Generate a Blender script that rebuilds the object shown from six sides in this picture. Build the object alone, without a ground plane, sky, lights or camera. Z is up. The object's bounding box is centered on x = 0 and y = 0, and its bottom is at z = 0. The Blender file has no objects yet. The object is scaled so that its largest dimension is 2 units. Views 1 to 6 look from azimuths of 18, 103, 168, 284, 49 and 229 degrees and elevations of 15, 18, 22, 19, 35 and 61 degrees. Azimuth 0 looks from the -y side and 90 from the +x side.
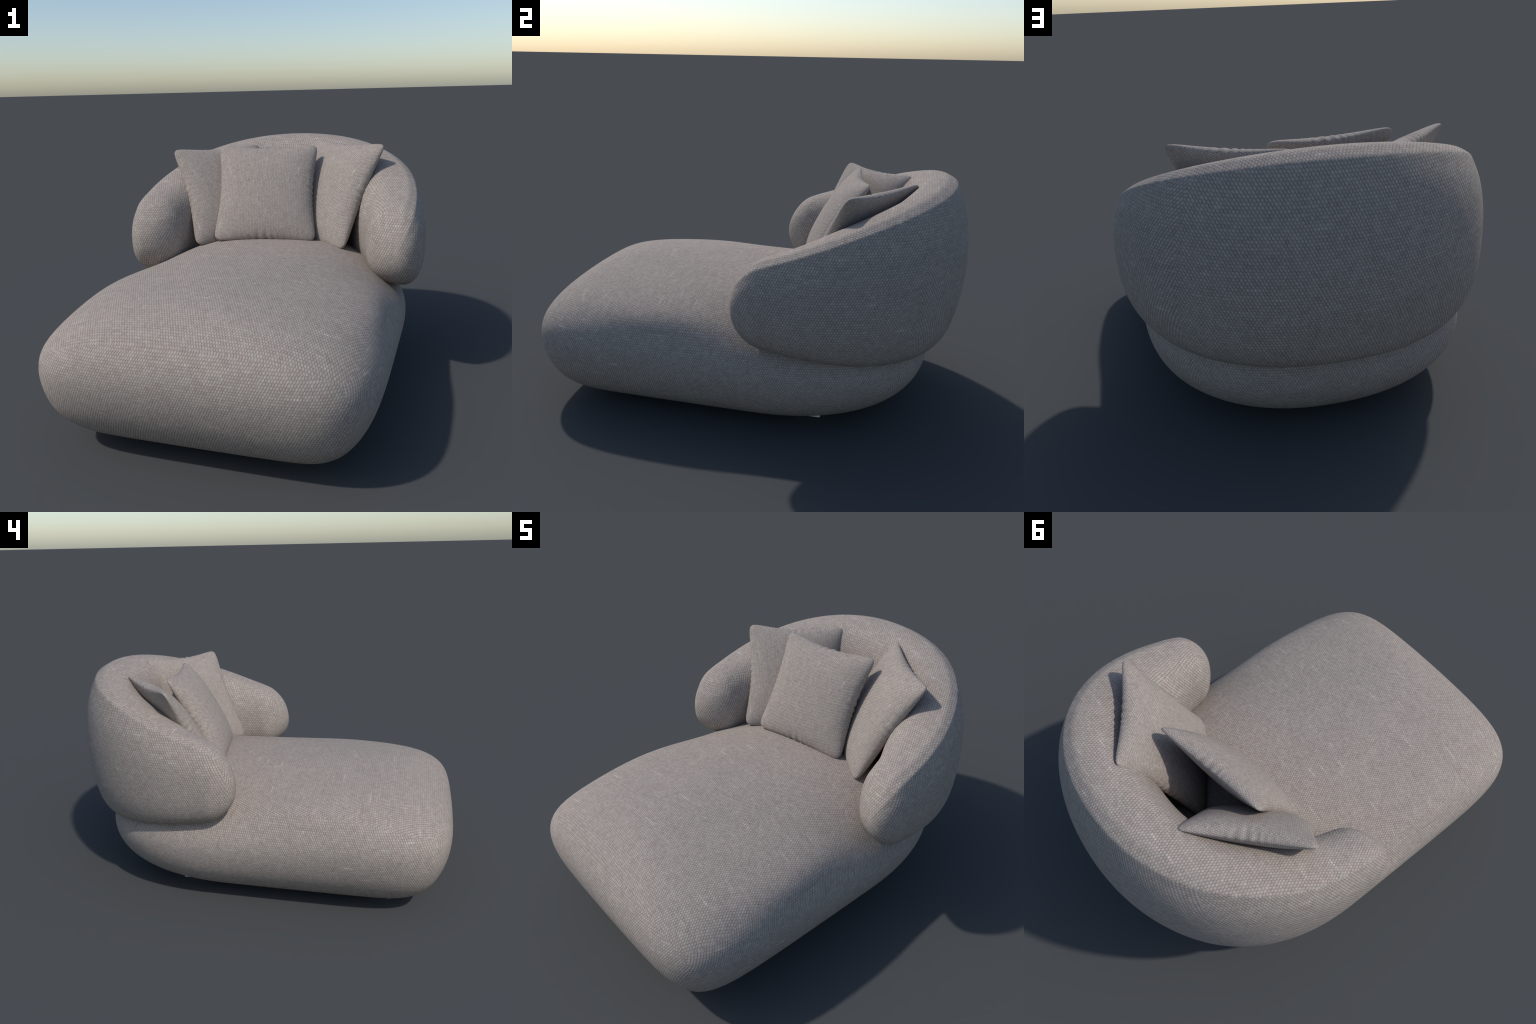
"""Upholstered chaise: a big pillow-shaped seat, a C-shaped wrap-around backrest,
three loose scatter cushions and four small pale glides under the seat."""
import bpy, math
import numpy as np
from mathutils import Matrix, Vector

TAU = 2 * math.pi


def spow(v, p):
    return np.sign(v) * np.abs(v) ** p


# ------------------------------------------------------------------ materials
def woven_fabric(name, pitch, box, turn=False, seed=0.0, light=(0.360, 0.317, 0.278), gap=(0.250, 0.189, 0.171)):
    """Coarse basket weave: rows of oval yarn knots, every second row moved half
    a knot, with slubs (pale thick yarn) running along some rows."""
    mat = bpy.data.materials.new(name)
    mat.use_nodes = True
    nt = mat.node_tree
    N, Lk = nt.nodes, nt.links
    for n in list(N):
        N.remove(n)

    def link(src, sock):
        if isinstance(src, (int, float)):
            sock.default_value = src
        elif isinstance(src, tuple):
            sock.default_value = src
        else:
            Lk.new(src, sock)

    def math_(op, a, b=0.0, c=None, clamp=False):
        n = N.new("ShaderNodeMath")
        n.operation, n.use_clamp = op, clamp
        link(a, n.inputs[0])
        link(b, n.inputs[1])
        if c is not None:
            link(c, n.inputs[2])
        return n.outputs[0]

    def mixf(f, a, b):
        n = N.new("ShaderNodeMix")
        n.data_type = "FLOAT"
        link(f, n.inputs[0]); link(a, n.inputs[2]); link(b, n.inputs[3])
        return n.outputs[0]

    def mixc(f, a, b, mode="MIX"):
        n = N.new("ShaderNodeMix")
        n.data_type, n.blend_type = "RGBA", mode
        link(f, n.inputs[0])
        link(a if not isinstance(a, tuple) else (*a[:3], 1), n.inputs[6])
        link(b if not isinstance(b, tuple) else (*b[:3], 1), n.inputs[7])
        return n.outputs[2]

    def vec(x, y, z):
        n = N.new("ShaderNodeCombineXYZ")
        link(x, n.inputs[0]); link(y, n.inputs[1]); link(z, n.inputs[2])
        return n.outputs[0]

    def noise(v, scale, detail=2.0, rough=0.5):
        n = N.new("ShaderNodeTexNoise")
        link(v, n.inputs["Vector"])
        n.inputs["Scale"].default_value = scale
        n.inputs["Detail"].default_value = detail
        n.inputs["Roughness"].default_value = rough
        return n

    def white(v):
        n = N.new("ShaderNodeTexWhiteNoise")
        n.noise_dimensions = "3D"
        link(v, n.inputs["Vector"])
        return n

    def remap(v, a, b, c, d):
        n = N.new("ShaderNodeMapRange")
        n.interpolation_type = "SMOOTHSTEP"
        link(v, n.inputs[0])
        for i, w in enumerate((a, b, c, d)):
            n.inputs[i + 1].default_value = w
        return n.outputs[0]

    tc = N.new("ShaderNodeTexCoord")
    sep = N.new("ShaderNodeSeparateXYZ")
    Lk.new(tc.outputs["Object"], sep.inputs[0])
    X, Y, Z = sep.outputs
    if box:  # cloth laid on from the side each patch faces most
        geo = N.new("ShaderNodeNewGeometry")
        sn = N.new("ShaderNodeSeparateXYZ")
        Lk.new(geo.outputs["Normal"], sn.inputs[0])
        ax, ay, az = (math_("ABSOLUTE", o) for o in sn.outputs)
        top = math_("GREATER_THAN", az, math_("MAXIMUM", ax, ay))
        side = math_("GREATER_THAN", ax, ay)
        p = mixf(top, mixf(side, X, Y), X)
        q = mixf(top, Z, Y)
        layer = math_("ADD", math_("MULTIPLY", top, 2.0), side)
        lean = mixf(top, 0.22, -0.06)
    else:
        # cushion: cloth laid on its two faces, wrapped over the puffed sides
        geo = N.new("ShaderNodeNewGeometry")
        tr = N.new("ShaderNodeVectorTransform")
        tr.vector_type, tr.convert_from, tr.convert_to = "NORMAL", "WORLD", "OBJECT"
        Lk.new(geo.outputs["Normal"], tr.inputs[0])
        sn = N.new("ShaderNodeSeparateXYZ")
        Lk.new(tr.outputs[0], sn.inputs[0])
        ax, ay, az = (math_("ABSOLUTE", o) for o in sn.outputs)
        face = math_("GREATER_THAN", math_("MULTIPLY", az, 1.25), math_("MAXIMUM", ax, ay))
        side = math_("GREATER_THAN", ax, ay)
        p = mixf(face, mixf(side, Z, Y), Y)
        q = mixf(face, mixf(side, X, Z), X)
        layer = math_("ADD", math_("GREATER_THAN", Z, 0.0), math_("MULTIPLY", face, 2.0))
        lean = 0.05
    p = math_("ADD", p, 7.0 + seed)
    q = math_("ADD", q, 5.0 + seed * 0.37)

    # hand-loom irregularity: threads wander a little
    wob = noise(vec(p, q, layer), 0.32 / pitch, 2.0)
    ws = N.new("ShaderNodeSeparateColor")
    Lk.new(wob.outputs["Color"], ws.inputs[0])
    dp = math_("MULTIPLY", math_("SUBTRACT", ws.outputs[0], 0.5), 0.42)
    dq = math_("MULTIPLY", math_("SUBTRACT", ws.outputs[1], 0.5), 0.24)
    big = noise(vec(p, q, layer), 0.05 / pitch, 1.0)
    bs = N.new("ShaderNodeSeparateColor")
    Lk.new(big.outputs["Color"], bs.inputs[0])
    dq = math_("ADD", dq, math_("MULTIPLY", math_("SUBTRACT", bs.outputs[1], 0.5), 0.7))

    v = math_("ADD", math_("DIVIDE", q, pitch), dq)
    row = math_("FLOOR", v)
    fv = math_("SUBTRACT", math_("FRACT", v), 0.5)
    odd = math_("MULTIPLY", math_("MODULO", row, 2.0), 0.5)
    u = math_("ADD", math_("ADD", math_("DIVIDE", p, pitch), dp), odd)
    u = math_("SUBTRACT", u, math_("MULTIPLY", fv, lean))       # knots lean
    cell = math_("FLOOR", u)
    fu = math_("SUBTRACT", math_("FRACT", u), 0.5)

    rnd = white(vec(cell, row, layer))
    rs = N.new("ShaderNodeSeparateColor")
    Lk.new(rnd.outputs["Color"], rs.inputs[0])
    r1, r2, r3 = rs.outputs

    # oval knots in a honeycomb: nearest of this row's and the next row's knot
    sg = math_("SIGN", fv)
    fu2 = math_("SUBTRACT", math_("FRACT", math_("ADD", u, math_("MULTIPLY_ADD", sg, lean, 0.5))), 0.5)
    fv2 = math_("SUBTRACT", fv, sg)

    def oval(a, b):
        return math_("ADD", math_("POWER", math_("DIVIDE", math_("ABSOLUTE", a), 0.49), 2.0),
                     math_("POWER", math_("DIVIDE", math_("ABSOLUTE", b), 0.68), 2.0))
    d = math_("SQRT", math_("MINIMUM", oval(fu, fv), oval(fu2, fv2)))
    size = math_("MULTIPLY_ADD", r3, 0.16, 0.92)
    d = math_("DIVIDE", d, size)
    rag = noise(vec(math_("ADD", u, 3.3), v, layer), 1.5, 2.0, 0.6)
    d = math_("ADD", d, math_("MULTIPLY", math_("SUBTRACT", rag.outputs["Fac"], 0.5), 0.60))
    knot = remap(d, 0.46, 1.08, 1.0, 0.0)
    crown = remap(d, 0.0, 0.75, 1.0, 0.0)

    # slubs and long tonal drift along the rows
    slub = noise(vec(math_("MULTIPLY", u, 0.065), math_("MULTIPLY", row, 3.7), layer), 1.0, 1.0)
    slub_f = remap(slub.outputs["Fac"], 0.655, 0.79, 0.0, 1.0)
    drift = noise(vec(math_("MULTIPLY", p, 3.0), math_("MULTIPLY", q, 6.0), layer), 3.0, 2.0)
    drift_f = math_("SUBTRACT", drift.outputs["Fac"], 0.5)
    weft = noise(vec(math_("MULTIPLY", u, 0.16), math_("MULTIPLY", row, 7.31), layer), 1.0, 2.0)
    warp = noise(vec(math_("MULTIPLY", cell, 5.17), math_("MULTIPLY", v, 0.16), layer), 1.0, 2.0)
    thread = math_("ADD", math_("MULTIPLY", math_("SUBTRACT", weft.outputs["Fac"], 0.5), 0.24),
                   math_("MULTIPLY", math_("SUBTRACT", warp.outputs["Fac"], 0.5), 0.16))
    fine = noise(vec(p, q, layer), 2.6 / pitch, 2.0, 0.6)
    fine_f = math_("SUBTRACT", fine.outputs["Fac"], 0.5)

    # per-knot yarn tints: grey, faintly green, faintly pink
    g = (light[0] * 0.985, light[1] * 1.012, light[2] * 1.0)
    k = (light[0] * 1.012, light[1] * 0.988, light[2] * 0.995)
    yarn = mixc(remap(r2, 0.25, 0.9, 0.0, 1.0), g, k)
    yarn = mixc(math_("MULTIPLY", slub_f, 0.7), yarn, (0.50, 0.465, 0.415))
    gapc = mixc(r3, gap, (gap[0] * 0.96, gap[1] * 1.08, gap[2] * 1.03))
    col = mixc(knot, gapc, yarn)
    val = math_("ADD", 1.0, math_("MULTIPLY", math_("SUBTRACT", r1, 0.5), 0.17))
    val = math_("ADD", val, math_("MULTIPLY", drift_f, 0.10))
    val = math_("ADD", val, thread)
    val = math_("ADD", val, math_("MULTIPLY", fine_f, 0.26))
    val = math_("ADD", val, math_("MULTIPLY", crown, 0.13))
    hsv = N.new("ShaderNodeHueSaturation")
    link(col, hsv.inputs["Color"])
    link(val, hsv.inputs["Value"])

    height = math_("ADD", knot, math_("MULTIPLY", fine_f, 0.35))
    bump = N.new("ShaderNodeBump")
    bump.inputs["Strength"].default_value = 0.15
    bump.inputs["Distance"].default_value = pitch * 0.16
    link(height, bump.inputs["Height"])

    bsdf = N.new("ShaderNodeBsdfPrincipled")
    bsdf.inputs["Roughness"].default_value = 0.95
    bsdf.inputs["Specular IOR Level"].default_value = 0.12
    bsdf.inputs["Sheen Weight"].default_value = 0.0
    link(hsv.outputs[0], bsdf.inputs["Base Color"])
    link(bump.outputs[0], bsdf.inputs["Normal"])
    out = N.new("ShaderNodeOutputMaterial")
    Lk.new(bsdf.outputs[0], out.inputs[0])
    return mat


def plain_plastic():
    mat = bpy.data.materials.new("pale_plastic")
    mat.use_nodes = True
    nt = mat.node_tree
    b = nt.nodes["Principled BSDF"]
    n = nt.nodes.new("ShaderNodeTexNoise")
    n.inputs["Scale"].default_value = 60
    r = nt.nodes.new("ShaderNodeValToRGB")
    r.color_ramp.elements[0].color = (0.72, 0.72, 0.71, 1)
    r.color_ramp.elements[1].color = (0.80, 0.80, 0.79, 1)
    nt.links.new(n.outputs[0], r.inputs[0])
    nt.links.new(r.outputs[0], b.inputs["Base Color"])
    b.inputs["Roughness"].default_value = 0.45
    return mat


# ------------------------------------------------------------------ mesh helpers
def mesh_object(name, verts, faces, mat, parent, smooth=True):
    me = bpy.data.meshes.new(name)
    me.from_pydata([tuple(map(float, v)) for v in verts], [], faces)
    me.update()
    if smooth:
        me.polygons.foreach_set("use_smooth", [True] * len(me.polygons))
    me.materials.append(mat)
    ob = bpy.data.objects.new(name, me)
    bpy.context.scene.collection.objects.link(ob)
    ob.parent = parent
    return ob


def ring_faces(nr, nt, flip=False):
    """Quads between nr rings of nt points, closed around."""
    f = []
    for i in range(nr - 1):
        for j in range(nt):
            a, b = i * nt + j, i * nt + (j + 1) % nt
            q = (a, b, b + nt, a + nt)
            f.append(q[::-1] if flip else q)
    return f


# ------------------------------------------------------------------ seat
def build_seat(mat, parent):
    """Stack of level outlines. Each outline is a squarish oval (square in front, rounder
    behind); it shrinks inward towards crown and underside with a rounded profile."""
    xw, yf, yc, yb = 0.6890, -1.0085, 0.0868, 0.8630    # half width, front, middle, back
    n_front, n_back = (6.99, 6.79), (2.52, 2.55)        # squareness (right, left)
    zc, z0, zt = 0.3384, 0.0058, 0.6223                 # fullest height, underside, crown
    sway, tilt, bow = -0.0152, -0.0392, 0.0197
    NT, NE = 256, 48
    ph = np.linspace(0, TAU, NT, endpoint=False)
    c, s = np.cos(ph), np.sin(ph)

    def outline(e, gain_front, gain_back):
        n = np.where(s < 0, np.where(c > 0, n_front[0], n_front[1]) * (1 + gain_front * e),
                     np.where(c > 0, n_back[0], n_back[1]) * (1 + gain_back * e))
        n = np.maximum(n, 1.9)
        r = (np.abs(c) ** n + np.abs(s) ** n) ** (-1 / n)
        return r * c, r * s

    def shell(dx, df, db, n, m, ze, sign, gf=0.0, gb=0.0):
        rings = []
        for k in range(NE + 1):
            e = 1 - math.cos(k / NE * math.pi / 2)
            F = (1 - (1 - e) ** n) ** (1 / m)
            ux, uy = outline(e, gf, gb)
            hx = xw - e * dx
            hy = np.where(s < 0, yc - yf - e * df, yb - yc - e * db)
            x = hx * ux + sway * (1 - e)
            y = yc + hy * uy + np.where(s < 0, bow * ux ** 2 * uy ** 2, 0)
            z = zc + sign * abs(ze - zc) * F + np.zeros(NT)
            if sign > 0:   # plump shoulder roll along both long sides, ahead of the arms
                fr = (z - zc) / (zt - zc)
                sh = np.exp(-((fr - 0.5335) / 0.24) ** 2) * c ** 2 * np.where(c > 0, 0.85, 1.0) * (
                    0.0403 * np.exp(-((y + 0.382) / 0.344) ** 2) - 0.0025 * np.exp(-((y - 0.02) / 0.16) ** 2))
                x = x + 0.7 * sh * np.sign(c)
                z = z + 0.7 * sh
            w = np.clip(1 - np.abs((z - zc) / 0.3), 0, 1)
            z = z + tilt * np.clip(y + 0.2, -1, 1) * w
            rings.append(np.stack([x, y, z], -1))
        return rings

    # profile: long roll on the sides, rounder towards front and back
    w2 = s ** 2
    full = 2.6262 * c ** 2 + np.where(s < 0, 3.0737, 2.8) * w2
    up = shell(0.6735, 0.5920, 0.7150, full, 1.3658 * (1 - w2) + 1.775 * w2, zt, 1, -1.3259, 0.0)
    down = shell(0.4350, 0.4380, 0.4130, 2.728, 1.9967 * (1 - w2) + 1.6531 * w2, z0, -1, 2.0008, -0.3134)
    allr = up[::-1] + down[1:]
    # ease the belt line, where the upper and lower roll meet
    A = np.array(allr)
    mid = len(up) - 1
    ease = np.exp(-((np.arange(len(A)) - mid) / 8.5) ** 2)[:, None, None]
    for _ in range(75):
        A[1:-1] += 0.5 * ease[1:-1] * ((A[:-2] + A[2:]) / 2 - A[1:-1])
    allr = list(A)
    V = np.concatenate(allr)
    F = [f[::-1] for f in ring_faces(len(allr), NT)]
    # close crown and underside with rows across
    for base, flip in ((0, False), ((len(allr) - 1) * NT, True)):
        cen = V[base:base + NT].mean(0)
        V = np.vstack([V, cen[None]])
        i = len(V) - 1
        for j in range(NT):
            t = (i, base + j, base + (j + 1) % NT)
            F.append(t[::-1] if flip else t)
    ob = mesh_object("seat", V, F, mat, parent)
    fix_normals(ob)
    return ob


# ------------------------------------------------------------------ backrest
def build_backrest(mat, parent):
    """A padded roll swept along a C-shaped spine; section, height and lift change along it."""
    a, b, yc, ae, ro = 0.6447, 0.648, 0.2159, 1.8479, 2.18      # spine: half width, depth, middle, half sweep
    wo, wae = 0.1333, 0.696                                     # outer half thickness, share left at the arm tip
    wib, wia = 0.2400, 0.1500                                   # inner half thickness: back, arm tip
    Tb, Ta, Bb, Ba = 1.107, 0.7707, 0.3524, 0.4851              # top and bottom: back, arm tip
    fz, m1, n1, m2, n2, mi = 0.4756, 1.9871, 2.1848, 2.1767, 2.7604, 2.2
    cap, pT, pB = 0.1867, 1.8195, 2.5956
    NS, NP = 220, 96
    L = np.sin(np.linspace(-1, 1, NS + 1) * math.pi / 2)
    L = np.sign(L) * np.minimum(np.abs(L), 0.99999)
    al = L * ae
    m = np.abs(L)
    capf = cap / ae
    u = np.clip((m - (1 - capf)) / capf, 0, 1)
    sc = np.sqrt(1 - u ** 2)                                    # rounded arm tips
    bl = m ** 2 * (3 - 2 * m)
    wout = wo * (1 + (wae - 1) * bl)
    win = wib + (wia - wib) * (1 - (1 - m ** 4) ** 1.5) + 0.024 * np.exp(-((m - 0.68) / 0.16) ** 2)
    tuck = 1 - 0.15 * np.exp(-((L + 0.10) / 0.30) ** 2)          # draws in low at the rear
    T = Tb + (Ta - Tb) * m ** pT
    B = Bb + (Ba - Bb) * m ** pB
    zm = B + (T - B) * fz

    def spine(t):
        return a * spow(np.sin(t), 2 / ro), yc + b * spow(np.cos(t), 2 / ro)
    x, y = spine(al)
    x1, y1 = spine(al + 1e-4)
    x0, y0 = spine(al - 1e-4)
    dx, dy = x1 - x0, y1 - y0
    nl = np.hypot(dx, dy)
    nx, ny = -dy / nl, dx / nl
    f = np.where(nx * x + ny * (y - yc) < 0, -1, 1)
    nx, ny = nx * f, ny * f
    rows = []

    def add(off, dz):
        rows.append(np.stack([x + nx * off * sc, y + ny * off * sc, zm + dz * sc], -1))

    # outer upper quarter: wall and top meet in a soft ridge that runs round the rim
    H = T - zm
    tt = np.linspace(1e-3, math.pi / 2 - 1e-3, 400)

    def arc(t):
        return wout * np.cos(t) ** (2 / m1), H * np.sin(t) ** (2 / n1)
    slope = (np.cos(tt) ** (2 / m1 - 2) * np.sin(tt) ** (2 - 2 / n1) * n1 / m1)
    b1, b2 = math.radians(24), math.radians(63)
    t1 = np.array([np.interp(b1, np.arctan(slope * w_ / h_), tt) for w_, h_ in zip(wout, H)])
    t2 = np.array([np.interp(b2, np.arctan(slope * w_ / h_), tt) for w_, h_ in zip(wout, H)])
    (o1, z1), (o2, z2) = arc(t1), arc(t2)
    # tangents at both ends: directions (-sin b, cos b)
    d1, d2 = (-math.sin(b1), math.cos(b1)), (-math.sin(b2), math.cos(b2))
    det = d1[0] * -d2[1] + d2[0] * d1[1]
    lam = ((o2 - o1) * -d2[1] + d2[0] * (z2 - z1)) / det
    ox, zx = o1 + lam * d1[0], z1 + lam * d1[1]
    for f_ in np.linspace(0, 1, 14, endpoint=False):
        add(*arc(t1 * f_))
    for f_ in np.linspace(0, 1, 13):
        w0, w1, w2 = (1 - f_) ** 2, 2 * f_ * (1 - f_) * 6.0, f_ ** 2
        k = w0 + w1 + w2
        add((w0 * o1 + w1 * ox + w2 * o2) / k, (w0 * z1 + w1 * zx + w2 * z2) / k)
    for f_ in np.linspace(0, 1, 8)[1:-1]:
        add(*arc(t2 + (math.pi / 2 - t2) * f_))
    # the other three quarters
    for k in range(NP // 4, NP):
        co, si = math.cos(TAU * k / NP), math.sin(TAU * k / NP)
        nn = n1 if si >= 0 else n2
        mm = m2
        if co < 0:
            mm = mi if si < 0 else mi + 1.0 * min(1, 4 * si) * np.clip((m - 0.3) / 0.4, 0, 1)   # plump inner shoulders on the arms
        off = (wout if co > 0 else win) * np.sign(co) * np.abs(co) ** (2 / mm)
        if co > 0 and si < 0:
            off = off * (1 + (tuck - 1) * min(1, -2 * si))
        add(off, (H if si >= 0 else zm - B) * spow(si, 2 / nn))
    NP = len(rows)
    V = np.array(rows).transpose(1, 0, 2).reshape(-1, 3)        # NS+1 rings of NP
    F = ring_faces(NS + 1, NP)
    F.append(tuple(range(NP))[::-1])
    F.append(tuple(NS * NP + k for k in range(NP)))
    ob = mesh_object("backrest", V, F, mat, parent)
    fix_normals(ob)
    return ob


def fix_normals(ob):
    import bmesh
    bm = bmesh.new()
    bm.from_mesh(ob.data)
    bmesh.ops.recalc_face_normals(bm, faces=bm.faces)
    bm.to_mesh(ob.data)
    bm.free()


# ------------------------------------------------------------------ cushion
def cushion_mesh(name, w, h, t, tb, sag, mat, seed, pinch=0.034):
    """Knife-edge scatter cushion in its own XY plane, gathered at mid-side."""
    rng = np.random.default_rng(seed)
    N = 96
    g = np.linspace(-1, 1, N + 1)
    g = 0.55 * np.sin(g * math.pi / 2) + 0.45 * g               # finer near the seam
    U, Vv = np.meshgrid(g, g, indexing="ij")

    # gathers: short pleats that run in from the middle of every side
    def pleat(s, e, ph):
        """s along the side, e distance in from it (0 at seam)."""
        wave = np.sin(s * 52 + 2.2 * np.sin(s * 7 + ph) + ph)
        return wave * np.exp(-(s / 0.30) ** 2) * np.exp(-e / 0.10)

    def sheet(sign):
        soft = 0.024 * (U * Vv) ** 8                                        # rounded corners
        x = U * (w / 2 - pinch * (1 - Vv ** 2) * np.abs(U) - soft)
        y = Vv * (h / 2 - np.where(Vv < 0, 0.5, 1.0) * pinch * (1 - U ** 2) * np.abs(Vv) - soft)
        base = np.clip((1 - U ** 2) * (1 - Vv ** 2), 0, None)
        z = (t if sign > 0 else tb * (1 - sag * Vv)) * base ** 0.49 * (1 + 0.10 * (1 - base))
        ph = rng.uniform(0, 6, 4)
        eu0, eu1, ev0, ev1 = 1 + U, 1 - U, 1 + Vv, 1 - Vv
        pl = pleat(Vv, eu0, ph[0]) + pleat(Vv, eu1, ph[1]) + pleat(U, ev0, ph[2]) + pleat(U, ev1, ph[3])
        z = z + 0.0016 * pl * np.clip(base * 9, 0, 1)
        px = (pleat(Vv, eu1, 1.3) - pleat(Vv, eu0, 0.4)) * 0.0032
        py = (pleat(U, ev1, 2.3) - pleat(U, ev0, 3.4)) * 0.0032
        return np.stack([x + px, y + py, sign * z], -1)
    top, bot = sheet(1), sheet(-1)
    n1 = N + 1
    V = list(top.reshape(-1, 3))
    idx = np.arange(n1 * n1).reshape(n1, n1)
    low = idx.copy()
    for i in range(n1):
        for j in range(n1):
            if 0 < i < N and 0 < j < N:
                low[i, j] = len(V)
                V.append(bot[i, j])
    F = []
    for i in range(N):
        for j in range(N):
            F.append((idx[i, j], idx[i + 1, j], idx[i + 1, j + 1], idx[i, j + 1]))
            F.append((low[i, j], low[i, j + 1], low[i + 1, j + 1], low[i + 1, j]))
    me = bpy.data.meshes.new(name)
    me.from_pydata([tuple(map(float, v)) for v in V], [], [tuple(map(int, f)) for f in F])
    me.polygons.foreach_set("use_smooth", [True] * len(me.polygons))
    me.materials.append(mat)
    return me


def place_cushion(name, mat, top_left, top_right, bottom_left, t, tb, sag, seed, lift=0.0):
    tl, tr, bl = Vector(top_left), Vector(top_right), Vector(bottom_left)
    ex = (tr - tl).normalized()
    ey = (tl - bl)
    w, h = (tr - tl).length, ey.length
    ey = (ey - ex * ey.dot(ex)).normalized()
    ez = ex.cross(ey)                                           # faces the sitter
    mid = (tr + bl) / 2 + ez * lift
    ob = bpy.data.objects.new(name, cushion_mesh(name, w + 0.056, h + 0.056, t, tb, sag, mat, seed))
    bpy.context.scene.collection.objects.link(ob)
    M = Matrix((ex, ey, ez)).transposed().to_4x4()
    M.translation = mid
    ob.matrix_world = M
    return ob


# ------------------------------------------------------------------ glides
def build_feet(mat, parent):
    me = None
    for sx in (-1, 1):
        for y in (0.322, -0.655):
            if me is None:
                hx, hy, hz = 0.060, 0.062, 0.02
                V = [(px * hx, py * hy, pz) for pz in (0, 2 * hz) for py in (-1, 1) for px in (-1, 1)]
                F = [(0, 2, 3, 1), (4, 5, 7, 6), (0, 1, 5, 4), (1, 3, 7, 5), (3, 2, 6, 7), (2, 0, 4, 6)]
                ob = mesh_object("foot", V, F, mat, parent, smooth=False)
                import bmesh
                bm = bmesh.new()
                bm.from_mesh(ob.data)
                bmesh.ops.bevel(bm, geom=bm.edges[:], offset=0.002, segments=2, affect="EDGES")
                bm.to_mesh(ob.data)
                bm.free()
                me = ob.data
            else:
                ob = bpy.data.objects.new("foot", me)
                bpy.context.scene.collection.objects.link(ob)
                ob.parent = parent
            ob.location = (sx * 0.352 - 0.0145, y, 0)


# ------------------------------------------------------------------ assemble
root = bpy.data.objects.new("chaise_lounge", None)
bpy.context.scene.collection.objects.link(root)
root["label"] = "rounded grey-beige woven chaise lounge with wrap-around backrest"
root["category"] = "chaise lounge"

seat_cloth = woven_fabric("seat_weave", 0.0102, box=True)
back_cloth = woven_fabric("backrest_weave", 0.0113, box=True, seed=1.7)
cushion_cloth = woven_fabric("cushion_weave", 0.0081, box=False, turn=True, seed=0.6)
plastic = plain_plastic()

build_seat(seat_cloth, root)
build_backrest(back_cloth, root)
build_feet(plastic, root)

CUSHIONS = [  # top left, top right, bottom left (as the sitter faces them)
    ((-0.342, 0.441, 1.056), (0.142, 0.524, 1.056), (-0.294, 0.200, 0.626), 0.080, 0.070, 0.6),
    ((-0.588, 0.359, 1.042), (-0.241, 0.695, 1.044), (-0.384, 0.188, 0.601), 0.085, 0.060, 0.4),
    ((0.113, 0.740, 1.069), (0.501, 0.472, 1.066), (-0.041, 0.516, 0.602), 0.078, 0.060, 0.4),
]
for i, (tl, tr, bl, t, tb, sag) in enumerate(CUSHIONS):
    c = place_cushion("cushion", cushion_cloth, tl, tr, bl, t, tb, sag, 11 + i)
    c["label"] = "square woven grey-beige scatter cushion with gathered seams"
    c["category"] = "cushion"
